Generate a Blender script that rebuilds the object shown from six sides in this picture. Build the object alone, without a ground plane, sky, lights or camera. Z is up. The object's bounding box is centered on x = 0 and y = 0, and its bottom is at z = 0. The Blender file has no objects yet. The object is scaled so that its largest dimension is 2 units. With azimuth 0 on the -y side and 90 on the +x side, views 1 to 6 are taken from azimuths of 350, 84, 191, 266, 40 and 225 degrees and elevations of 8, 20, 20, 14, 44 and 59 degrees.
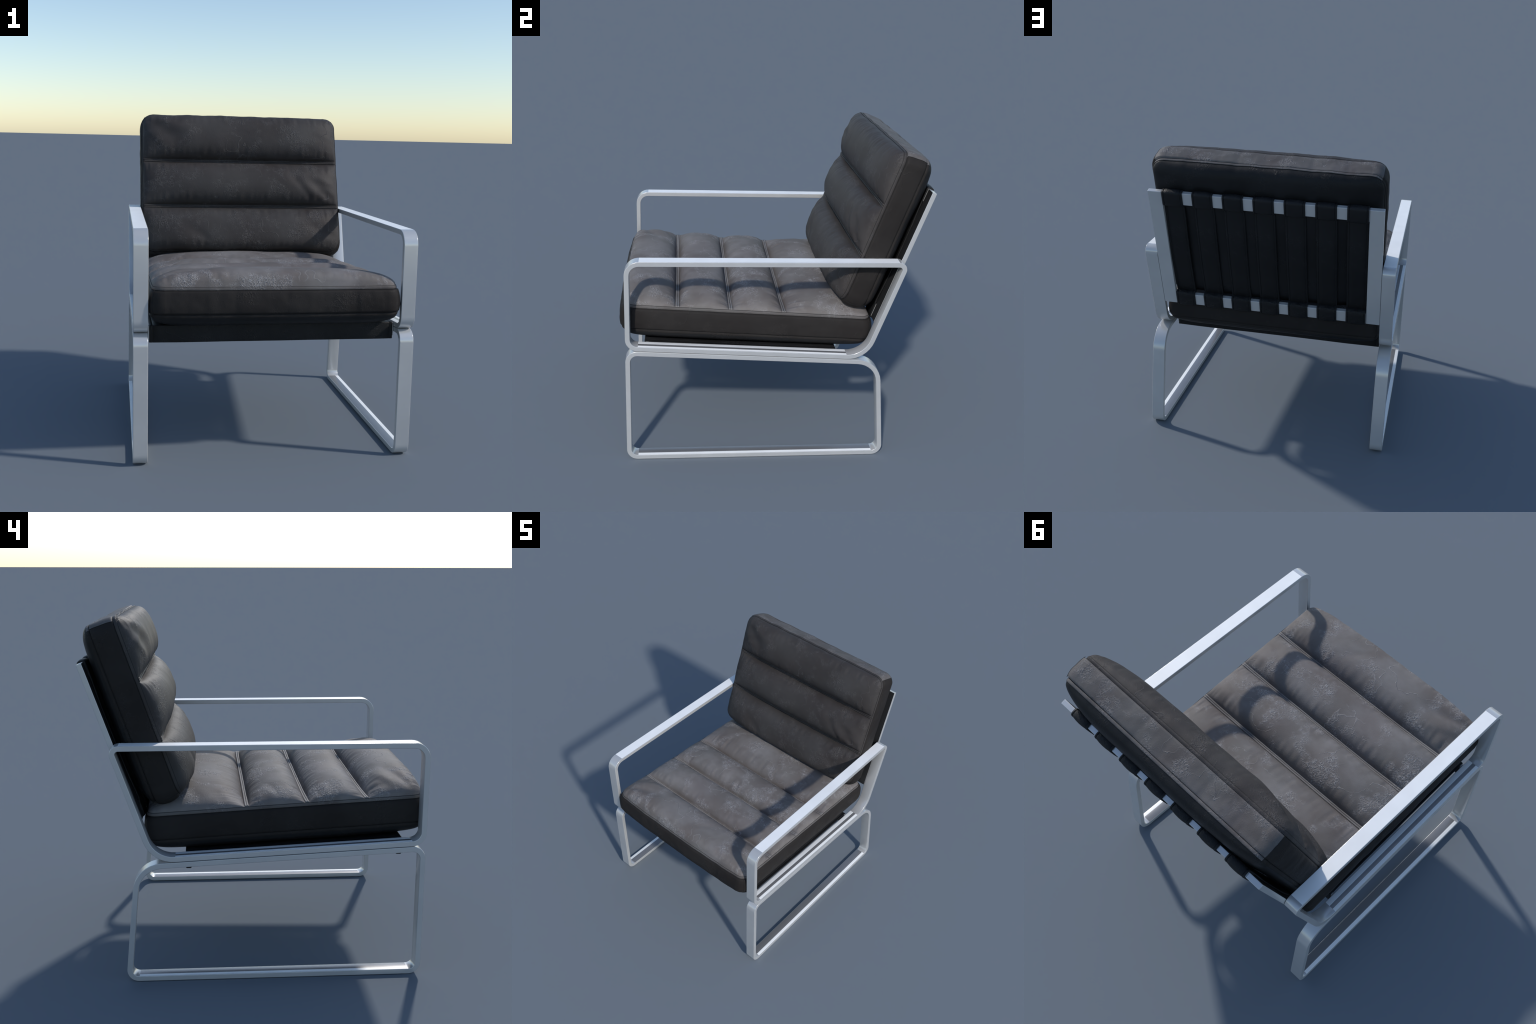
"""Low lounge chair: bent flat-bar metal frame, ribbed dark leather seat and back cushions."""
import bpy, math, random
import numpy as np
from mathutils import Vector, noise

random.seed(7)
SCN = bpy.context.scene.collection


# ------------------------------------------------------------------ materials
def new_mat(name):
    m = bpy.data.materials.new(name)
    m.use_nodes = True
    nt = m.node_tree
    return m, nt, nt.nodes["Principled BSDF"]


def nd(nt, kind, **kw):
    n = nt.nodes.new(kind)
    for k, v in kw.items():
        if k in n.inputs:
            n.inputs[k].default_value = v
        else:
            setattr(n, k, v)
    return n


def ramp(nt, src, stops):
    r = nt.nodes.new("ShaderNodeValToRGB")
    cr = r.color_ramp
    while len(cr.elements) < len(stops):
        cr.elements.new(0.5)
    for e, (p, c) in zip(cr.elements, stops):
        e.position = p
        e.color = (c, c, c, 1) if isinstance(c, (int, float)) else (*c, 1)
    nt.links.new(src, r.inputs[0])
    return r.outputs[0]


def math_node(nt, op, a, b):
    n = nt.nodes.new("ShaderNodeMath")
    n.operation = op
    for i, v in enumerate((a, b)):
        if isinstance(v, (int, float)):
            n.inputs[i].default_value = v
        else:
            nt.links.new(v, n.inputs[i])
    return n.outputs[0]


def mix_rgb(nt, fac, a, b, mode="MIX"):
    n = nt.nodes.new("ShaderNodeMix")
    n.data_type = "RGBA"
    n.blend_type = mode
    for sock, v in ((n.inputs[0], fac), (n.inputs[6], a), (n.inputs[7], b)):
        if hasattr(v, "is_output"):
            nt.links.new(v, sock)
        elif isinstance(v, (int, float)):
            sock.default_value = v
        else:
            sock.default_value = (*v, 1)
    return n.outputs[2]


def leather(name, dark, light, scuff, wear=1.0, rough=0.5, spec=0.3, bump=1.0):
    """Aged leather: cloudy tone, clusters of fine crackle, a few long creases, pebble grain."""
    m, nt, b = new_mat(name)
    L = nt.links
    co = nt.nodes.new("ShaderNodeTexCoord").outputs["Object"]

    def shifted(x, y, z):
        mp = nd(nt, "ShaderNodeMapping")
        mp.inputs["Location"].default_value = (x, y, z)
        L.new(co, mp.inputs[0])
        return mp.outputs[0]

    def tex(kind, scale, src=co, **kw):
        t = nd(nt, kind, Scale=scale, **kw)
        L.new(src, t.inputs["Vector"])
        return t

    def warp(scale, amount, detail):
        wob = tex("ShaderNodeTexNoise", scale, Detail=detail)
        cen = nd(nt, "ShaderNodeVectorMath", operation="SUBTRACT")
        L.new(wob.outputs["Color"], cen.inputs[0])
        cen.inputs[1].default_value = (0.5, 0.5, 0.5)
        wv = nd(nt, "ShaderNodeVectorMath", operation="SCALE")
        L.new(cen.outputs[0], wv.inputs[0])
        wv.inputs["Scale"].default_value = amount
        wadd = nd(nt, "ShaderNodeVectorMath", operation="ADD")
        L.new(co, wadd.inputs[0])
        L.new(wv.outputs[0], wadd.inputs[1])
        return wadd.outputs[0]

    warped = warp(9.0, 0.07, 2.0)
    cloud = tex("ShaderNodeTexNoise", 3.4, Detail=2.5, Roughness=0.5)
    cloud_f = ramp(nt, cloud.outputs["Fac"], [(0.34, 0.0), (0.66, 1.0)])
    # wrinkles: organic ridges in clusters, with a finer mesh of creases in others
    ridge = tex("ShaderNodeTexNoise", 13.0, warp(30.0, 0.03, 2.0), Detail=3.0, Roughness=0.55, noise_type="RIDGED_MULTIFRACTAL", normalize=True)
    ridge_f = ramp(nt, ridge.outputs["Fac"], [(0.46, 0.0), (0.60, 0.4), (0.74, 1.0)])
    finer = tex("ShaderNodeTexVoronoi", 70.0, warp(60.0, 0.025, 2.0), feature="DISTANCE_TO_EDGE")
    finer_f = ramp(nt, finer.outputs["Distance"], [(0.0, 1.0), (0.05, 0.6), (0.20, 0.0)])
    patch = tex("ShaderNodeTexNoise", 3.4, shifted(4.2, 1.7, 9.1), Detail=3.0, Roughness=0.6)
    patch_f = ramp(nt, patch.outputs["Fac"], [(0.46, 0.0), (0.62, 1.0)])
    patch2 = tex("ShaderNodeTexNoise", 5.6, shifted(-7.0, 3.3, 1.1), Detail=3.0, Roughness=0.6)
    patch2_f = ramp(nt, patch2.outputs["Fac"], [(0.51, 0.0), (0.66, 1.0)])
    breakup = tex("ShaderNodeTexNoise", 40.0, Detail=2.0)
    breakup_f = ramp(nt, breakup.outputs["Fac"], [(0.38, 0.15), (0.60, 1.0)])
    crackle = math_node(nt, "MAXIMUM", math_node(nt, "MULTIPLY", ridge_f, patch_f), math_node(nt, "MULTIPLY", finer_f, patch2_f))
    crackle = math_node(nt, "MULTIPLY", crackle, breakup_f)
    haze = math_node(nt, "MAXIMUM", patch_f, patch2_f)
    # long wandering creases
    vein = tex("ShaderNodeTexNoise", 5.0, warp(18.0, 0.05, 3.0), Detail=1.5)
    v = math_node(nt, "ABSOLUTE", math_node(nt, "SUBTRACT", vein.outputs["Fac"], 0.5), 0.0)
    vein_f = ramp(nt, v, [(0.0, 1.0), (0.006, 0.0)])
    vmask = tex("ShaderNodeTexNoise", 3.1, shifted(-3.0, 6.1, 2.2), Detail=3.0)
    vein_f = math_node(nt, "MULTIPLY", vein_f, ramp(nt, vmask.outputs["Fac"], [(0.54, 0.0), (0.64, 0.6)]))
    crack = math_node(nt, "MAXIMUM", crackle, vein_f)
    # soft rubbed haze
    rub = tex("ShaderNodeTexNoise", 5.0, warped, Detail=3.0, Roughness=0.55)
    rub_f = ramp(nt, rub.outputs["Fac"], [(0.52, 0.0), (0.78, 1.0)])
    base = mix_rgb(nt, cloud_f, dark, light)
    base = mix_rgb(nt, math_node(nt, "MULTIPLY", rub_f, 0.14 * wear), base, scuff)
    base = mix_rgb(nt, math_node(nt, "MULTIPLY", haze, 0.10 * wear), base, scuff)
    base = mix_rgb(nt, math_node(nt, "MULTIPLY", crack, 0.8 * wear), base, scuff)
    L.new(base, b.inputs["Base Color"])
    grain = tex("ShaderNodeTexVoronoi", 240.0)
    wr = tex("ShaderNodeTexNoise", 30.0, warped, Detail=5.0, Roughness=0.65)
    r = math_node(nt, "ADD", math_node(nt, "MULTIPLY", cloud.outputs["Fac"], 0.2), rough - 0.10)
    r = math_node(nt, "SUBTRACT", r, math_node(nt, "MULTIPLY", crack, 0.08))
    L.new(r, b.inputs["Roughness"])
    b.inputs["Specular IOR Level"].default_value = spec
    h = math_node(nt, "MULTIPLY", crack, 0.0042 * wear)
    h = math_node(nt, "ADD", h, math_node(nt, "MULTIPLY", grain.outputs["Distance"], 0.0004))
    h = math_node(nt, "ADD", h, math_node(nt, "MULTIPLY", wr.outputs["Fac"], 0.0009))
    bp = nd(nt, "ShaderNodeBump", Strength=0.95 * bump, Distance=1.0)
    L.new(h, bp.inputs["Height"])
    L.new(bp.outputs[0], b.inputs["Normal"])
    return m


def metal(name, col, rough, metallic):
    m, nt, b = new_mat(name)
    co = nt.nodes.new("ShaderNodeTexCoord").outputs["Object"]
    n = nd(nt, "ShaderNodeTexNoise", Scale=6.0, Detail=4.0)
    nt.links.new(co, n.inputs["Vector"])
    c = mix_rgb(nt, ramp(nt, n.outputs["Fac"], [(0.35, 0.0), (0.7, 1.0)]), [v * 0.97 for v in col], [min(1, v * 1.03) for v in col])
    nt.links.new(c, b.inputs["Base Color"])
    b.inputs["Metallic"].default_value = metallic
    nt.links.new(math_node(nt, "ADD", math_node(nt, "MULTIPLY", n.outputs["Fac"], 0.04), rough - 0.02), b.inputs["Roughness"])
    return m


def plain(name, col, rough):
    m, nt, b = new_mat(name)
    co = nt.nodes.new("ShaderNodeTexCoord").outputs["Object"]
    n = nd(nt, "ShaderNodeTexNoise", Scale=60.0, Detail=2.0)
    nt.links.new(co, n.inputs["Vector"])
    nt.links.new(mix_rgb(nt, n.outputs["Fac"], [v * 0.8 for v in col], [v * 1.2 for v in col]), b.inputs["Base Color"])
    b.inputs["Roughness"].default_value = rough
    return m


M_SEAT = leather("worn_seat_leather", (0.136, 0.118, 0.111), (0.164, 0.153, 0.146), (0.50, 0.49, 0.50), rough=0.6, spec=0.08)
M_BACK = leather("worn_back_leather", (0.042, 0.036, 0.0345), (0.051, 0.047, 0.0455), (0.15, 0.143, 0.143), wear=0.65, rough=0.55, spec=0.13)  # base darkened: this face catches less light than the seat
M_WELT = leather("sunlight_tinted_welt_leather", (0.17, 0.155, 0.148), (0.23, 0.22, 0.215), (0.42, 0.41, 0.41), wear=0.6, rough=0.5, spec=0.16)  # cords brightened to look sunlit down in the grooves
M_TOPEDGE = leather("top_edge_leather", (0.088, 0.076, 0.072), (0.120, 0.113, 0.108), (0.33, 0.32, 0.325), wear=0.9, rough=0.56, spec=0.12)  # raised above the back leather's tone to carry light from above
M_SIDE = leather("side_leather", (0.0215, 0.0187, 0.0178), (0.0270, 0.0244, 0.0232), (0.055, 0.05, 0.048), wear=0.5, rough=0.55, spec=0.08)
M_STRAP = leather("black_strap_leather", (0.009, 0.009, 0.0095), (0.014, 0.014, 0.015), (0.03, 0.03, 0.032), wear=0.4, rough=0.5, spec=0.22)
M_THREAD = plain("black_thread", (0.005, 0.005, 0.005), 0.8)
M_METAL = metal("satin_steel", (0.60, 0.60, 0.60), 0.25, 0.4)
M_BRIGHT = metal("steel_painted_glare", (0.93, 0.93, 0.92), 0.42, 0.0)
M_DARK = metal("steel_painted_cushion_reflection", (0.05, 0.05, 0.052), 0.35, 0.5)  # post fronts blackened with the cushion mirrored in them
M_DULL = metal("steel_painted_dark_reflection", (0.26, 0.26, 0.265), 0.25, 0.4)  # mirrored dark of seat and arm baked into the stripe colour


# ------------------------------------------------------------------ helpers
def mesh_object(name, verts, faces, mat, parent, smooth=True, normals=None):
    me = bpy.data.meshes.new(name)
    me.from_pydata([tuple(map(float, v)) for v in verts], [], faces)
    me.materials.append(mat)
    me.polygons.foreach_set("use_smooth", [smooth] * len(me.polygons))
    me.update()
    if normals is not None:
        me.normals_split_custom_set([tuple(map(float, n)) for n in normals])
    o = bpy.data.objects.new(name, me)
    SCN.objects.link(o)
    o.parent = parent
    return o


def rounded_path(corners, closed=True, step=0.16):
    """Polygon in the (y, z) plane with corner radii -> points and outward normals (clockwise seen from +x)."""
    pts = []
    n = len(corners)
    for i, (y, z, r) in enumerate(corners):
        p = np.array([y, z])
        if not closed and i in (0, n - 1):
            pts.append(p)
            continue
        a = np.array(corners[i - 1][:2]) - p
        b = np.array(corners[(i + 1) % n][:2]) - p
        a /= np.linalg.norm(a)
        b /= np.linalg.norm(b)
        half = math.acos(np.clip(a @ b, -1, 1)) / 2
        d = r / math.tan(half)
        c = p + (a + b) / np.linalg.norm(a + b) * r / math.sin(half)
        s, e = p + a * d, p + b * d
        a0 = math.atan2(*(s - c)[::-1])
        a1 = math.atan2(*(e - c)[::-1])
        da = (a1 - a0 + math.pi) % (2 * math.pi) - math.pi
        k = max(6, int(abs(da) / step))
        pts += [c + r * np.array([math.cos(a0 + da * t / k), math.sin(a0 + da * t / k)]) for t in range(k + 1)]
    return np.array(pts)


def flat_bar_loop(name, corners, x0, x1, thick, parent, bands, top_glare, chamfer=0.0030, crown=9):
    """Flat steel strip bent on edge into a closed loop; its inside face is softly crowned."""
    P = rounded_path(corners)
    n = len(P)
    tan = np.roll(P, -1, 0) - np.roll(P, 1, 0)
    # exact tangents: average of unit neighbours, straight runs kept straight
    f = np.roll(P, -1, 0) - P
    f /= np.linalg.norm(f, axis=1)[:, None]
    t = f + np.roll(f, 1, 0)
    t /= np.linalg.norm(t, axis=1)[:, None]
    cen = P.mean(0)
    N = np.stack([t[:, 1], -t[:, 0]], 1)
    if ((P - cen) * N).sum() < 0:
        N = -N
    c = chamfer
    S, ph = [], math.radians(crown)
    # section: (x, depth from outer face), normals as (x component, outward component) at both ends
    o, i, l, r = (0, 1), (0, -1), (-1, 0), (1, 0)
    it, jt = (-math.sin(ph), -math.cos(ph)), (math.sin(ph), -math.cos(ph))
    sec = [((x0 + c, 0), (x1 - c, 0), o, o), ((x1 - c, 0), (x1, c), o, r), ((x1, c), (x1, thick - c), r, r),
           ((x1, thick - c), (x1 - c, thick), r, jt)]
    # inside face in lengthwise bands: sky glare painted pale at edges, dark reflection between
    prev, dull = 0.0, []
    for f1, is_dull in bands:
        pa, pb = [(x1 - c) + (x0 - x1 + 2 * c) * v for v in (prev, f1)]
        na, nb = [(math.sin(ph * (1 - 2 * v)), -math.cos(ph * (1 - 2 * v))) for v in (prev, f1)]
        dull += [len(sec)] if is_dull else []
        sec.append(((pa, thick), (pb, thick), na, nb))
        prev = f1
    sec += [((x0 + c, thick), (x0, thick - c), it, l), ((x0, thick - c), (x0, c), l, l), ((x0, c), (x0 + c, 0), l, o)]
    verts, faces, nor = [], [], []
    m = len(sec)
    for k in range(n):
        for s in sec:
            x, d = s[0]
            q = P[k] - N[k] * d
            verts.append((x, q[0], q[1]))
    # bent strip: offsetting along averaged normals keeps the thickness constant
    for k in range(n):
        k2 = (k + 1) % n
        for s in range(m):
            s2 = (s + 1) % m
            quad = [(k, s, 2), (k, s2, 3), (k2, s2, 3), (k2, s, 2)]
            faces.append([a * m + b for a, b, _ in quad])
            for a, b, e in quad:
                nx, no = sec[s][e]
                nor.append((nx, no * N[a][0], no * N[a][1]))
    o = mesh_object(name, verts, faces, M_METAL, parent)
    me = o.data
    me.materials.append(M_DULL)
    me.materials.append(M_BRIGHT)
    idx = []
    for k in range(len(faces)):
        run = np.linalg.norm(P[(k // m + 1) % n] - P[k // m])
        level = run > 0.3 and abs(N[k // m][1]) > 0.9
        inside = 4 <= k % m < 4 + len(bands)
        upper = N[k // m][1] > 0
        polished = level and ((inside and not upper) or (k % m == 0 and upper and top_glare))  # level faces whitened with baked sky light
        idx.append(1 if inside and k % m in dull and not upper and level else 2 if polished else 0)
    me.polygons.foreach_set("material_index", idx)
    me.calc_loop_triangles()
    # make the winding agree with the given normals
    pn = np.array(me.polygons[0].normal)
    if pn @ np.array(nor[0]) < 0:
        for p in me.polygons:
            p.flip()
        nor2 = []
        for fidx in range(len(faces)):
            q = nor[fidx * 4:fidx * 4 + 4]
            nor2 += [q[0], q[3], q[2], q[1]]
        nor = nor2
    me.normals_split_custom_set([tuple(map(float, v)) for v in nor])
    return o


def box_bar(name, centre, ax, ay, az, size, mat, parent, bevel=0.003, dark_reflection_face=None):
    """Straight bar: centre, three unit axes, three full sizes; bevelled edges."""
    ax, ay, az = (np.array(v, float) for v in (ax, ay, az))
    c = np.array(centre, float)
    verts = [c + ax * sx * size[0] / 2 + ay * sy * size[1] / 2 + az * sz * size[2] / 2
             for sx in (-1, 1) for sy in (-1, 1) for sz in (-1, 1)]
    faces = [(0, 1, 3, 2), (4, 6, 7, 5), (0, 4, 5, 1), (2, 3, 7, 6), (0, 2, 6, 4), (1, 5, 7, 3)]
    if np.cross(ax, ay) @ az < 0:
        faces = [f[::-1] for f in faces]
    o = mesh_object(name, verts, faces, mat, parent, smooth=False)
    if dark_reflection_face is not None:
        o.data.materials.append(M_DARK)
        o.data.polygons[dark_reflection_face].material_index = 1
    b = o.modifiers.new("edge", "BEVEL")
    b.width, b.segments, b.harden_normals = bevel, 2, True
    o.data.polygons.foreach_set("use_smooth", [True] * 6)
    return o


def tube(verts, faces, pts, r, closed=False, k=6, flat=1.0, nrm=None):
    """Append a thin cord along pts to verts/faces."""
    pts = np.asarray(pts, float)
    n = len(pts)
    base = len(verts)
    if closed:
        t = np.roll(pts, -1, 0) - np.roll(pts, 1, 0)
    else:
        t = np.gradient(pts, axis=0)
    t /= np.linalg.norm(t, axis=1)[:, None] + 1e-12
    for i in range(n):
        up = np.array([0, 0, 1.0]) if nrm is None else nrm[i]
        s = np.cross(t[i], up)
        s /= np.linalg.norm(s) + 1e-12
        u = np.cross(s, t[i])
        for j in range(k):
            a = 2 * math.pi * j / k
            verts.append(pts[i] + r * (math.cos(a) * s + flat * math.sin(a) * u))
    for i in range(n if closed else n - 1):
        i2 = (i + 1) % n
        for j in range(k):
            j2 = (j + 1) % k
            faces.append((base + i * k + j, base + i * k + j2, base + i2 * k + j2, base + i2 * k + j))
    if not closed:
        faces.append(tuple(base + j for j in range(k))[::-1])
        faces.append(tuple(base + (n - 1) * k + j for j in range(k)))


# ------------------------------------------------------------------ root
root = bpy.data.objects.new("lounge_chair", None)
SCN.objects.link(root)
root["label"] = "low lounge chair with ribbed dark leather cushions and flat steel frame"
root["category"] = "lounge chair"

X_IN, X_OUT, T = 0.723, 0.806, 0.030
RAIL_SLOPE = -0.0495


def seat_rail_z(y):            # underside of the armrest loop's seat rail
    return 0.7595 + RAIL_SLOPE * (y + 0.828)


def back_y(z):                 # rear face of the armrest loop's raked upright
    return 0.800 - 0.3435 * (1.31 - z)


# corner where seat rail and raked upright would meet
zc = 0.69
for _ in range(20):
    zc = seat_rail_z(back_y(zc))
yc = back_y(zc)
ARM_Z, FRONT = 1.3385, -0.911
arm_loop = [(FRONT, ARM_Z, 0.088), (FRONT, seat_rail_z(FRONT), 0.078), (yc, zc, 0.172), (back_y(ARM_Z), ARM_Z, 0.047)]


def leg_top(y):
    return seat_rail_z(y) - 0.0022


def leg_back(z):
    return 0.743 - 0.0973 * z


zl = leg_top(leg_back(0.68))
leg_loop = [(FRONT, leg_top(FRONT), 0.072), (FRONT, 0.0, 0.07), (0.743, 0.0, 0.066), (leg_back(zl), zl, 0.165)]
for sgn in (1, -1):
    a, b = sorted((sgn * X_IN, sgn * X_OUT))
    # bands run from the +x edge; painted bright reflection stays on the outer side
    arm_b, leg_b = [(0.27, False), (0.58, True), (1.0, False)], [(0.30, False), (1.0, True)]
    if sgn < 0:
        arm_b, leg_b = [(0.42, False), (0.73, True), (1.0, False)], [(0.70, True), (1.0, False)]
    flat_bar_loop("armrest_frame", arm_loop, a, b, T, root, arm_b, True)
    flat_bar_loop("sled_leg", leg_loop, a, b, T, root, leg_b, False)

# ---- back frame: two posts and two cross rails, all flat bar in the raked plane
TH_P = math.atan(0.3435)
pu = np.array([0, math.sin(TH_P), math.cos(TH_P)])     # up along the posts
pn = np.array([0, math.cos(TH_P), -math.sin(TH_P)])    # rearwards
p_top = np.array([0, 0.951, 1.7495])                   # rear top edge
p_len = (1.7495 - 0.904) / math.cos(TH_P)
BAR = 0.086


def back_pt(x, down, depth):
    """Point on the back frame: distance down from the top edge, depth forward of the rear face."""
    p = p_top - pu * down - pn * depth
    return np.array([x, p[1], p[2]])


for sgn in (1, -1):
    box_bar("back_post", back_pt(sgn * 0.6785, p_len / 2, T / 2), (1, 0, 0), pn, pu, (0.087, T, p_len), M_METAL, root, dark_reflection_face=2)
RAIL_X = 2 * 0.6345
for d in (BAR / 2, p_len - BAR / 2):
    box_bar("cross_rail", back_pt(0, d, T / 2), (1, 0, 0), pn, pu, (RAIL_X, T - 0.001, BAR - 0.001), M_METAL, root)

# ---- leather straps laced round both rails
N_STRAP, SW = 7, 0.1285
pitch = (1.264 - SW) / 6


def strap_mesh():
    """One strap centred on x = 0: an endless band laced round both rails, its two layers pressed together between them."""
    th = 0.005
    D, puff = [], []

    def add(d, dep, p):
        D.append((d, dep))
        puff.append(p)

    # rear layer, top rail to bottom rail (depth grows forward from the rear face of the frame)
    for d in (0.010, 0.03, 0.06, BAR - 0.002, BAR + 0.005):
        add(d, -0.0012 if d < BAR else 0.003, 1.0 if d < 0.07 else 0.5)
    for t in np.linspace(0.0, 1.0, 16):
        d = BAR + 0.012 + (p_len - 2 * BAR - 0.024) * t
        add(d, 0.0285 + 0.012 * max(0.0, t - 0.55) - 0.009 * math.sin(math.pi * t), 0.15)
    for d in (p_len - BAR - 0.005, p_len - BAR + 0.002, p_len - 0.06, p_len - 0.03, p_len - 0.010):
        add(d, -0.0012 if d > p_len - BAR else 0.003, 1.0 if d > p_len - 0.07 else 0.4)
    n = 8
    for k in range(n + 1):          # under the bottom rail
        a = math.pi * k / n
        add(p_len - 0.004 + 0.0055 * math.sin(a), T / 2 - (T / 2 + 0.0012) * math.cos(a), 0.8)
    for d in (p_len - 0.03, p_len - BAR):
        add(d, T + 0.0012, 0.1)
    for t in np.linspace(1.0, 0.0, 16):
        d = BAR + 0.012 + (p_len - 2 * BAR - 0.024) * t
        q = min(1, 4 * t, 4 * (1 - t))
        add(d, T + 0.0015 + 0.010 * max(0.0, t - 0.55) - 0.0055 * (0.5 - 0.5 * math.cos(math.pi * q)), 0.0)
    for d in (BAR, 0.03):
        add(d, T + 0.0012, 0.1)
    for k in range(n + 1):          # over the top rail
        a = math.pi * k / n
        add(0.004 - 0.0055 * math.sin(a), T / 2 + (T / 2 + 0.0012) * math.cos(a), 0.8)
    D = np.array(D)
    t = np.roll(D, -1, 0) - np.roll(D, 1, 0)
    t /= np.linalg.norm(t, axis=1)[:, None]
    nrm = np.stack([t[:, 1], -t[:, 0]], 1)
    if (nrm[0] @ np.array([0, -1])) < 0:
        nrm = -nrm
    xs = np.array([-0.5, -0.485, -0.425, -0.405, -0.385, -0.2, 0, 0.2, 0.385, 0.405, 0.425, 0.485, 0.5]) * SW
    hem = np.array([0.0, 0.0022, 0.0022, -0.0012, 0.0006, 0.001, 0.0012, 0.001, 0.0006, -0.0012, 0.0022, 0.0022, 0.0])
    bulge = 1 - (np.abs(xs) / (SW / 2)) ** 2.2
    verts, faces = [], []
    W, rows = len(xs), len(D)
    for side in (0, 1):
        for k in range(rows):
            for j in range(W):
                d = D[k] + nrm[k] * (0 if side == 0 else th + hem[j] + puff[k] * 0.0065 * bulge[j])
                verts.append(back_pt(xs[j], d[0], d[1]))
    off = rows * W
    for k in range(rows):
        k2 = (k + 1) % rows
        for j in range(W - 1):
            q = (k * W + j, k * W + j + 1, k2 * W + j + 1, k2 * W + j)
            faces.append(q[::-1])
            faces.append(tuple(v + off for v in q))
        for j in (0, W - 1):
            a, b = k * W + j, k2 * W + j
            faces.append((a, b, b + off, a + off) if j == 0 else (b, a, a + off, b + off))
    return verts, faces


sv, sf = strap_mesh()
first = mesh_object("back_strap", sv, sf, M_STRAP, root)
first.location.x = -3 * pitch
import bmesh
bm = bmesh.new()
bm.from_mesh(first.data)
bmesh.ops.recalc_face_normals(bm, faces=bm.faces)
bm.to_mesh(first.data)
bm.free()
first.data.set_sharp_from_angle(angle=math.radians(50))
straps = [first]
for i in range(1, N_STRAP):
    o = first.copy()
    o.location.x = (i - 3) * pitch
    SCN.objects.link(o)
    straps.append(o)
# stitched hem lines on each strap
hv, hf = [], []
for sx in (-0.405, 0.405):
    for d0, d1, dep in ((0.008, BAR, -0.0052), (p_len - BAR, p_len - 0.010, -0.0052)):
        tube(hv, hf, [back_pt(sx * SW, d, dep) for d in np.linspace(d0, d1, 6)], 0.0012, k=5)
    tube(hv, hf, [back_pt(sx * SW, BAR + 0.012 + (p_len - 2 * BAR - 0.024) * t, 0.0285 + 0.012 * max(0.0, t - 0.55) - 0.009 * math.sin(math.pi * t) - 0.0042)
                  for t in np.linspace(0, 1, 12)], 0.0012, k=5)
seam = mesh_object("hem_seam", hv, hf, M_THREAD, first)
seam.location.x = 0
for s in straps[1:]:
    o = seam.copy()
    o.parent = s
    SCN.objects.link(o)

# ---- seat frame: two cross bars on edge carrying one wide leather sling
def rail_top(y):
    return seat_rail_z(y) + T


SEAT_TILT = math.atan(-RAIL_SLOPE)
su = np.array([0, math.sin(SEAT_TILT), math.cos(SEAT_TILT)])
sd = np.array([0, math.cos(SEAT_TILT), -math.sin(SEAT_TILT)])
Y0, Y1, SL_H = -0.797, 0.404, 0.102
for yb, s in ((Y0, 1), (Y1, -1)):
    c = np.array([0, yb + s * 0.016, rail_top(yb) - 0.045])
    box_bar("seat_cross_bar", c, (1, 0, 0), sd, su, (2 * 0.7215, 0.020, 0.080), M_METAL, root)


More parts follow.
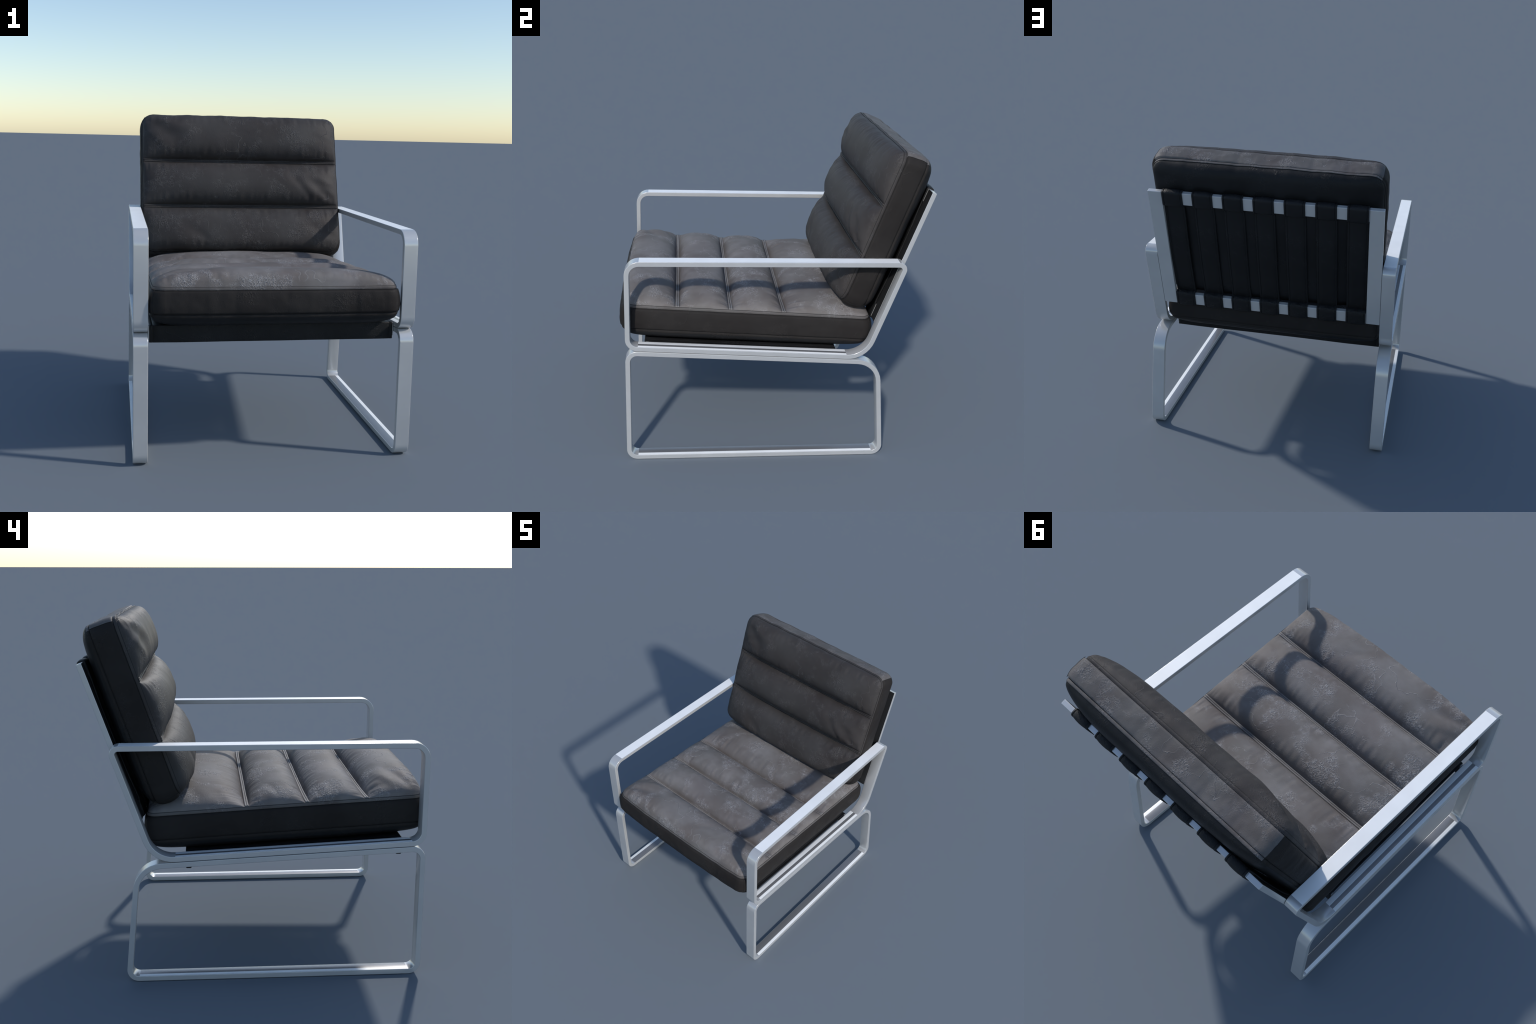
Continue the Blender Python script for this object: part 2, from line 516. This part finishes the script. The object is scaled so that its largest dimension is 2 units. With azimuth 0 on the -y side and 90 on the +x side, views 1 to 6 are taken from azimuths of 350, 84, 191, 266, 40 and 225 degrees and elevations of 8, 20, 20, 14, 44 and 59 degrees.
def sling():
    th = 0.005
    za, zb = rail_top(Y0) - 0.001, rail_top(Y1) - 0.001
    out = []

    def corner(cy, cz, a0, a1, r, n=5):
        for k in range(n + 1):
            a = math.radians(a0 + (a1 - a0) * k / max(n, 1))
            out.append((cy + r * math.cos(a), cz + r * math.sin(a)))

    r = 0.006
    # outline in (y, z): outer skin front-bottom -> top -> rear-bottom, then back along the inside
    corner(Y0 + 0.026, za - SL_H + r, -90, -90, r, 0)
    corner(Y0 + r, za - SL_H + r, -90, -180, r)
    corner(Y0 + r, za - r, 180, 90, r)
    for t in np.linspace(0.05, 0.95, 14):
        y = Y0 + (Y1 - Y0) * t
        out.append((y, za + (zb - za) * t - 0.004 * math.sin(math.pi * t)))
    corner(Y1 - r, zb - r, 90, 0, r)
    corner(Y1 - r, zb - SL_H + r, 0, -90, r)
    corner(Y1 - 0.026, zb - SL_H + r, -90, -90, r, 0)
    outer = np.array(out)
    inner = [(Y1 - 0.031, zb - SL_H + 0.004), (Y1 - 0.031, zb - 0.012)]
    for t in np.linspace(0.93, 0.07, 14):
        y = Y0 + (Y1 - Y0) * t
        inner.append((y, za + (zb - za) * t - 0.004 * math.sin(math.pi * t) - th))
    inner += [(Y0 + 0.031, za - 0.012), (Y0 + 0.031, za - SL_H + 0.004)]
    loop = np.array(list(outer) + inner)
    xs = np.array([-0.7135, -0.711, -0.695, -0.6935, -0.692] + list(np.linspace(-0.65, 0.65, 16)) + [0.692, 0.6935, 0.695, 0.711, 0.7135])
    inset = np.array([0.0012, 0, 0, 0.0012, 0] + [0] * 16 + [0, 0.0012, 0, 0, 0.0012])
    cen = loop.mean(0)
    t = np.roll(loop, -1, 0) - np.roll(loop, 1, 0)
    t /= np.linalg.norm(t, axis=1)[:, None]
    nr = np.stack([-t[:, 1], t[:, 0]], 1)
    verts, faces = [], []
    n = len(loop)
    for x, e in zip(xs, inset):
        for k in range(n):
            w = 0.0015 * noise.noise(Vector((x * 5, loop[k][0] * 5, loop[k][1] * 9)))
            q = loop[k] - nr[k] * (e - w if k < len(outer) else 0)
            verts.append((x, q[0], q[1]))
    for j in range(len(xs) - 1):
        for k in range(n):
            k2 = (k + 1) % n
            faces.append((j * n + k, j * n + k2, (j + 1) * n + k2, (j + 1) * n + k))
    m = len(outer)
    for j in (0, len(xs) - 1):
        ring = [j * n + k for k in range(n)]
        faces.append(tuple(ring if j else ring[::-1]))
    o = mesh_object("seat_sling", verts, faces, M_STRAP, root)
    b = bmesh.new()
    b.from_mesh(o.data)
    bmesh.ops.triangulate(b, faces=[f for f in b.faces if len(f.verts) > 4])
    bmesh.ops.recalc_face_normals(b, faces=b.faces)
    b.to_mesh(o.data)
    b.free()
    o.data.set_sharp_from_angle(angle=math.radians(45))
    return o


sling()


# ------------------------------------------------------------------ cushions
class Cushion:
    """Box cushion: ribbed face panel, stitched side band, plain underside.

    Local frame: x across, b along the length, c out of the face; c = 0 at the underside seam,
    c = depth at the face seam.
    """

    cn = (0.74, 0.673)

    def __init__(s, name, origin, bdir, cdir, half, length, depth, r0, r1, grooves, face_h, under_h, bow, band, seed, folds, skew, mats, sink, lean=(0.0, 0.0), press=None):
        s.name, s.o = name, np.array(origin, float)
        s.bd, s.cd = np.array(bdir, float), np.array(cdir, float)
        s.W, s.L, s.D = half, length, depth
        s.r0, s.r1, s.g, s.H, s.U = r0, r1, grooves, face_h, under_h
        s.bow, s.band, s.seed, s.folds, s.skew = bow, band, seed, folds, skew
        s.face_mat, s.end_mat, s.press, s.sink = mats[0], mats[1], press, sink
        s.plump = 0.010 if press else 0.0
        s.lean = lean
        s.welt_mat = mats[2]
        s.build()

    def world(s, x, b, c):
        return np.array([x, 0, 0]) + s.o + s.bd * b + s.cd * c

    # plan outline -----------------------------------------------------
    def half_width(s, b):
        w = s.W
        if b < s.r0:
            return w - s.r0 + math.sqrt(max(0, s.r0 ** 2 - (s.r0 - b) ** 2))
        if b > s.L - s.r1:
            return w - s.r1 + math.sqrt(max(0, s.r1 ** 2 - (b - s.L + s.r1) ** 2))
        return w

    def rows(s):
        """Row stations: dense at both ends and beside every groove."""
        out = []
        for r, end, sg in ((s.r0, 0.0, 1), (s.r1, s.L, -1)):
            out += [end + sg * r * (1 - math.cos(a)) for a in np.linspace(0, math.pi / 2, 11)]
        knots = [0.0] + [v for g in s.g for v in (g - 0.0125, g + 0.0125)] + [s.L]
        for a, b in zip(knots[0::2], knots[1::2]):
            k = 30
            out += [a + (b - a) * (0.5 - 0.5 * math.cos(math.pi * i / k)) for i in range(k + 1)]
        for g in s.g:
            out += [g - 0.006, g, g + 0.006]
        out = sorted(out)
        res = [out[0]]
        for v in out[1:]:
            if v - res[-1] > 0.0012:
                res.append(v)
        res[-1] = s.L
        return np.array(res)

    def rib(s, b):
        ks = [0.0] + list(s.g) + [s.L]
        for i in range(len(ks) - 1):
            lo = ks[i] + (0.0125 if i else 0.0)
            hi = ks[i + 1] - (0.0125 if i < len(ks) - 2 else 0.0)
            if lo <= b <= hi:
                u = (b - lo) / (hi - lo)
                u = u ** s.skew[i]
                t = abs(2 * u - 1)
                full = 3.2 if (i == 0 and u < 0.5) or (i == len(ks) - 2 and u > 0.5) else 2.3
                power = 0.5 if full > 2.5 else 0.56
                return max(0.0, 1 - t ** full) ** power, u, i
        return 0.0, 0.0, -1

    def face_height(s, x, b, hw):
        t = min(1.0, abs(x) / hw)
        side = max(0.0, 1 - t ** 4.0) ** 0.5
        r, u, i = s.rib(b)
        if i < 0:
            return s.floor(x, hw)
        h = s.H[i] * r * side
        edge = hw - abs(x)
        q = 7.0 * s.seed
        # broad lumps of the filling
        lump = noise.noise(Vector((x * 2.6 + q, b * 2.2, i * 3.1))) * 0.09 + noise.noise(Vector((x * 6 + q, b * 5, i * 1.7))) * 0.045
        h *= 1 + lump
        # puckers running away from the welts and the side seams
        near = 4 * (u if u < 0.5 else 1 - u)
        puck = noise.noise(Vector((x * 30 + q, b * 3.0, 5 + i))) + 0.6 * noise.noise(Vector((x * 60, b * 5.0 + q, i)))
        h += 0.0048 * puck * math.exp(-(max(near - 0.35, 0) / 0.55) ** 2) * min(1, near * 3) * min(1, edge / 0.03)
        drape = noise.noise(Vector((x * 1.6 + q, b * 17 + abs(x) * 5, 2.0 + (x > 0))))
        h += 0.008 * drape * math.exp(-((edge - 0.10) / 0.10) ** 2) * r
        # named creases pulled across a rib
        for (x0, b0, x1, b1, wid, amp) in s.folds:
            ex, eb = x1 - x0, b1 - b0
            ll = ex * ex + eb * eb
            tt = ((x - x0) * ex + (b - b0) * eb) / ll
            if -0.1 < tt < 1.1:
                dist = ((x - x0) * eb - (b - b0) * ex) / math.sqrt(ll)
                wdt = wid * (0.5 + 0.8 * min(max(tt, 0), 1))
                fall = math.sin(math.pi * min(max((tt + 0.1) / 1.2, 0), 1))
                h += amp * fall * math.exp(-(dist / wdt) ** 2) * min(1, h / 0.02)
        inner = (i > 0 or u > 0.5) and (i < len(s.g) or u < 0.5)
        return max(h, 0.001) + (s.floor(x, hw) * (1 - r) ** 1.5 if inner else 0)

    def floor(s, x, hw):
        """Height of the groove floor: pulled down below the seam level towards the middle."""
        return 0.001 - s.sink * max(0.0, 1 - (abs(x) / hw) ** 6)

    def under_height(s, x, b, hw):
        t = min(1.0, abs(x) / hw)
        v = abs(2 * b / s.L - 1)
        n = noise.noise(Vector((x * 3 + s.seed, b * 3, 8.0)))
        if not s.press:
            side = max(0.0, 1 - t ** 10) ** 0.5 * max(0.0, 1 - v ** 10) ** 0.5
            return s.U * side * (1 + 0.08 * n)
        side = max(0.0, 1 - t ** 4) ** 0.5 * max(0.0, 1 - v ** 8) ** 0.5
        h = s.U * side * (1 + 0.08 * n)
        h += 0.014 * min(1, max(0, (x - 0.1) / 0.5)) * max(0.0, 1 - v ** 8) ** 0.5 * min(1, max(0, b / s.L - 0.6) / 0.2) * side ** 0.5
        for pb, half, lim in s.press:      # held back where a rail crosses behind
            w = min(1.0, max(0.0, 1.6 - abs(b - pb) / half))
            w = w * w * (3 - 2 * w)
            h = h * (1 - w) + min(h, lim) * w
        return h

    def edge_shift(s, x, b):
        """Front and back edges bow out a little in the middle, seams wander slightly."""
        f0, f1 = s.bow
        u = 1 - (x / s.W) ** 2
        w0, w1 = max(0, 1 - b / 0.25) ** 2, max(0, 1 - (s.L - b) / 0.25) ** 2
        wob = 0.0045 * noise.noise(Vector((x * 9, 1.3 + s.seed, 0.0))) + 0.0015 * noise.noise(Vector((x * 25, 4.3 + s.seed, 0.0)))
        return -f0 * u * w0 + f1 * u * w1 + wob * (w1 - w0)

    def build(s):
        B = s.rows()
        nx = 150
        xi = np.sin(np.linspace(-math.pi / 2, math.pi / 2, nx + 1))
        xi = 0.55 * xi + 0.45 * np.linspace(-1, 1, nx + 1)
        nb = len(B)
        plan = np.zeros((nb, nx + 1, 2))
        top, bot = [], []
        under = np.zeros((nb, nx + 1))
        for j, b in enumerate(B):
            hw = s.half_width(b)
            for i in range(nx + 1):
                x = xi[i] * hw
                bb = b + s.edge_shift(x, b)
                wx = 0.0022 * noise.noise(Vector((b * 9, 2.0 + s.seed, float(x > 0)))) * abs(xi[i]) ** 6
                plan[j, i] = (x + wx, bb)
                edge = j in (0, nb - 1) or i in (0, nx)
                ct = s.D + (0 if edge else s.face_height(x, b, hw))
                cb = -(0 if edge else s.under_height(x, b, hw))
                top.append(s.world(x + wx, bb, ct))
                under[j, i] = cb
        n1 = nx + 1
        # perimeter loop, counter-clockwise in (x, b)
        ring = [(0, i) for i in range(nx + 1)] + [(j, nx) for j in range(1, nb)] + \
               [(nb - 1, i) for i in range(nx - 1, -1, -1)] + [(j, 0) for j in range(nb - 2, 0, -1)]
        R = np.array([plan[j, i] for j, i in ring])
        t = np.roll(R, -1, 0) - np.roll(R, 1, 0)
        t /= np.linalg.norm(t, axis=1)[:, None] + 1e-12
        for _ in range(3):
            t = t + np.roll(t, 1, 0) + np.roll(t, -1, 0)
            t /= np.linalg.norm(t, axis=1)[:, None]
        N = np.stack([t[:, 1], -t[:, 0]], 1)
        s.R, s.N = R, N
        # the side walls lean out a little towards the underside
        out = np.stack([s.lean[0] * N[:, 0] * np.abs(N[:, 0]), s.lean[1] * N[:, 1] * np.abs(N[:, 1])], 1)
        low_plan = plan.copy()
        for (j, i), e in zip(ring, out):
            low_plan[j, i] += e
        low_plan[1:-1, 1:-1, 0] += s.lean[0] * np.sign(xi[1:-1]) * np.abs(xi[1:-1]) ** 6
        for j in range(nb):
            for i in range(nx + 1):
                bot.append(s.world(low_plan[j, i, 0], low_plan[j, i, 1], under[j, i]))
        tf, bf = [], []
        for j in range(nb - 1):
            for i in range(nx):
                q = (j * n1 + i, j * n1 + i + 1, (j + 1) * n1 + i + 1, (j + 1) * n1 + i)
                tf.append(q)
                bf.append(q[::-1])
        flip = np.cross([1, 0, 0], s.bd) @ s.cd < 0
        if flip:
            tf, bf = [f[::-1] for f in tf], [f[::-1] for f in bf]
        off = len(top)
        body = mesh_object(s.name, top + bot, tf + [tuple(v + off for v in f) for f in bf], s.face_mat, root)
        body.data.materials.append(M_STRAP)
        # the underside panel is plain black hide
        mi = [0] * len(tf) + [1] * len(bf)
        body.data.polygons.foreach_set("material_index", mi)
        s.body = body

        def side_point(k, outward, h):
            q = R[k] + N[k] * outward
            q = q + out[k] * (1 - h / s.D)
            return s.world(q[0], q[1], h)

        # side band profile: (height, outward)
        D = s.D
        prof = [(D, 0.0), (D - 0.0008, 0.0026), (D - 0.003, 0.0042), (D - 0.008, 0.0054), (D - 0.013, 0.0054), (D - 0.0165, 0.0046),
                (D - 0.0185, 0.0034), (D - 0.0205, 0.0046)]
        low = [(D - h, o) for h, o in prof][::-1]
        mid = [(h, None) for h in np.linspace(D - 0.024, 0.024, 15)]
        stations = prof + mid + low
        s.seam_out = 0.0030
        verts, faces = [], []
        n = len(R)
        arc = np.concatenate([[0], np.cumsum(np.linalg.norm(np.diff(R, axis=0), axis=1))])
        total = arc[-1] + np.linalg.norm(R[0] - R[-1])

        def bandout(k, h):
            v = 1 - abs(2 * h / D - 1)
            nrm = N[k]
            end = max(0, -nrm[1]) * s.band[1] + max(0, nrm[1]) * s.band[2] + abs(nrm[0]) * s.band[0]
            a = arc[k]
            w = noise.noise(Vector((R[k][0] * 4 + s.seed * 3, R[k][1] * 4, h * 6))) * 0.004 + \
                noise.noise(Vector((R[k][0] * 13 + s.seed, R[k][1] * 13, h * 14))) * 0.003 + \
                noise.noise(Vector((R[k][0] * 38 + R[k][1] * 30, h * 22, s.seed))) * 0.0012
            end += s.plump * max(0.0, nrm[1]) * min(1.0, max(0.0, (R[k][0] - 0.1) / 0.45))
            return 0.0046 + (end + w) * math.sin(math.pi / 2 * min(1, v * 1.15)) ** 0.8

        s.bandout = bandout
        for h, o in stations:
            for k in range(n):
                verts.append(side_point(k, bandout(k, h) if o is None else o, h))
        for a in range(len(stations) - 1):
            for k in range(n):
                k2 = (k + 1) % n
                faces.append((a * n + k, (a + 1) * n + k, (a + 1) * n + k2, a * n + k2))
        if flip:
            faces = [f[::-1] for f in faces]
        band = mesh_object("side_band", verts, faces, M_SIDE, body)
        corner = {(sx, sb): int(np.argmax(N @ (np.array([sx * s.cn[0], sb * s.cn[1]])))) for sx in (-1, 1) for sb in (-1, 1)}
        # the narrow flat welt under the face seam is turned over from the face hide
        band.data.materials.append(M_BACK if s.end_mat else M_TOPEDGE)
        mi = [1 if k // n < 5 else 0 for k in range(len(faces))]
        if s.end_mat:      # far end strip tinted paler for overhead light, between its corner seams
            band.data.materials.append(s.end_mat)
            lo, hi = corner[(1, 1)], corner[(-1, 1)]
            mi = [2 if lo <= k % n < hi and 5 <= k // n < len(stations) - 2 else m for k, m in enumerate(mi)]
        band.data.polygons.foreach_set("material_index", mi)
        s.arc, s.total = arc, total

        # welts: two cords lying side by side in every groove
        wv, wf = [], []
        for g in s.g:
            hw = s.half_width(g)
            for d in (-0.0058, 0.0058):
                pts = []
                for x in np.linspace(-hw + 0.001, hw - 0.001, 90):
                    wob = 0.0012 * noise.noise(Vector((x * 8, g * 5 + d * 90, s.seed)))
                    pts.append(s.world(x, g + d + wob, D + 0.0025 + s.floor(x, hw) + 0.0028 - 0.006 * (abs(x) / hw) ** 14 + 0.0006 * noise.noise(Vector((x * 20, g, d * 100)))))
                tube(wv, wf, pts, 0.0063, k=10, flat=0.9, nrm=[s.cd] * len(pts))
        mesh_object("welt", wv, wf, s.welt_mat, body)

        # stitching: dashes in the crease of the band below each welt, and upright corner seams
        tv, tfc = [], []
        dense = np.arange(0, total, 0.0076)
        for h in (D - 0.0187, 0.0187):
            for a in dense:
                seg = []
                for aa in (a, a + 0.0050):
                    k = min(int(np.searchsorted(arc, aa % total)), n - 1)
                    k0 = max(k - 1, 0)
                    f = (aa % total - arc[k0]) / max(arc[k] - arc[k0], 1e-9)
                    seg.append(side_point(k0, 0.0046, h) * (1 - f) + side_point(k, 0.0046, h) * f)
                if np.linalg.norm(seg[1] - seg[0]) > 0.02:
                    continue
                tube(tv, tfc, seg, 0.0017, k=4, nrm=[s.cd] * 2)
        st = mesh_object("stitching", tv, tfc, M_THREAD, body, smooth=False)
        st["kind"] = "stuff"
        cv, cf = [], []
        for sx in (-1, 1):
            for sb in (-1, 1):
                k = corner[(sx, sb)]
                pts = []
                for h in np.linspace(D - 0.017, 0.017, 24):
                    oo = bandout(k, min(max(h, 0.0205), D - 0.0205))
                    pts.append(side_point(k, oo + 0.0002, h))
                tube(cv, cf, pts, 0.0015, k=6, nrm=[np.array([1.0, 0.3, 0.2])] * len(pts))
        for g in s.g:                      # sewn lines between and beside the two cords of a welt
            hw = s.half_width(g)
            for d, up in ((-0.0128, 0.0016), (0.0, 0.0075), (0.0128, 0.0016)):
                tube(cv, cf, [s.world(x, g + d, D + s.floor(x, hw) + up - 0.006 * (abs(x) / hw) ** 14)
                              for x in np.linspace(-hw + 0.004, hw - 0.004, 60)], 0.0017, k=5, nrm=[s.cd] * 60)
        for h, o in ((D - 0.0003, 0.0012), (0.0003, 0.0012)):     # dark crease where panel meets band
            pts = [side_point(k, o, h) for k in range(0, n, 2)]
            tube(cv, cf, pts, 0.0016, closed=True, k=6, nrm=[s.cd] * len(pts))
        mesh_object("seam_line", cv, cf, M_THREAD, body)


# seat: lies on the sling, face tilted back 3.3 degrees
ts = math.atan(0.0565)
s_b, s_c = np.array([0, math.cos(ts), -math.sin(ts)]), np.array([0, math.sin(ts), math.cos(ts)])
face0 = np.array([0, -0.915, 1.0250])
DEPTH = 0.168
SEAT_DEPTH = 0.170
seat_o = face0 - s_c * SEAT_DEPTH


def seat_b(y):
    return (y + 0.915) / math.cos(ts)


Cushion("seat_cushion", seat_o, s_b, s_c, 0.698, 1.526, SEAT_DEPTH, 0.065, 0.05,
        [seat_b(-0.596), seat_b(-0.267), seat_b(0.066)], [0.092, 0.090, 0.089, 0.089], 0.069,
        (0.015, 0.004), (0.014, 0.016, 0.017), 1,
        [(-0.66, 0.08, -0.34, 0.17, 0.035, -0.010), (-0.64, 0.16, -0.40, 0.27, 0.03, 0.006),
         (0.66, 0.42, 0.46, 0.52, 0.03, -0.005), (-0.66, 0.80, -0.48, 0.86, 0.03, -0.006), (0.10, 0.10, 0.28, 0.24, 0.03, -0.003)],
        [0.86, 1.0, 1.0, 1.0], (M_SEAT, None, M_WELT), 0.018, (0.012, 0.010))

# back: leans on the straps
tb = math.atan(0.3435)
b_b, b_c = np.array([0, math.sin(tb), math.cos(tb)]), np.array([0, -math.cos(tb), math.sin(tb)])
BL = 0.992
top_front = np.array([0, 0.742, 1.989])
back_o = top_front - b_b * BL - b_c * DEPTH


def back_b(z):
    return BL - (1.989 - z) / math.cos(tb)


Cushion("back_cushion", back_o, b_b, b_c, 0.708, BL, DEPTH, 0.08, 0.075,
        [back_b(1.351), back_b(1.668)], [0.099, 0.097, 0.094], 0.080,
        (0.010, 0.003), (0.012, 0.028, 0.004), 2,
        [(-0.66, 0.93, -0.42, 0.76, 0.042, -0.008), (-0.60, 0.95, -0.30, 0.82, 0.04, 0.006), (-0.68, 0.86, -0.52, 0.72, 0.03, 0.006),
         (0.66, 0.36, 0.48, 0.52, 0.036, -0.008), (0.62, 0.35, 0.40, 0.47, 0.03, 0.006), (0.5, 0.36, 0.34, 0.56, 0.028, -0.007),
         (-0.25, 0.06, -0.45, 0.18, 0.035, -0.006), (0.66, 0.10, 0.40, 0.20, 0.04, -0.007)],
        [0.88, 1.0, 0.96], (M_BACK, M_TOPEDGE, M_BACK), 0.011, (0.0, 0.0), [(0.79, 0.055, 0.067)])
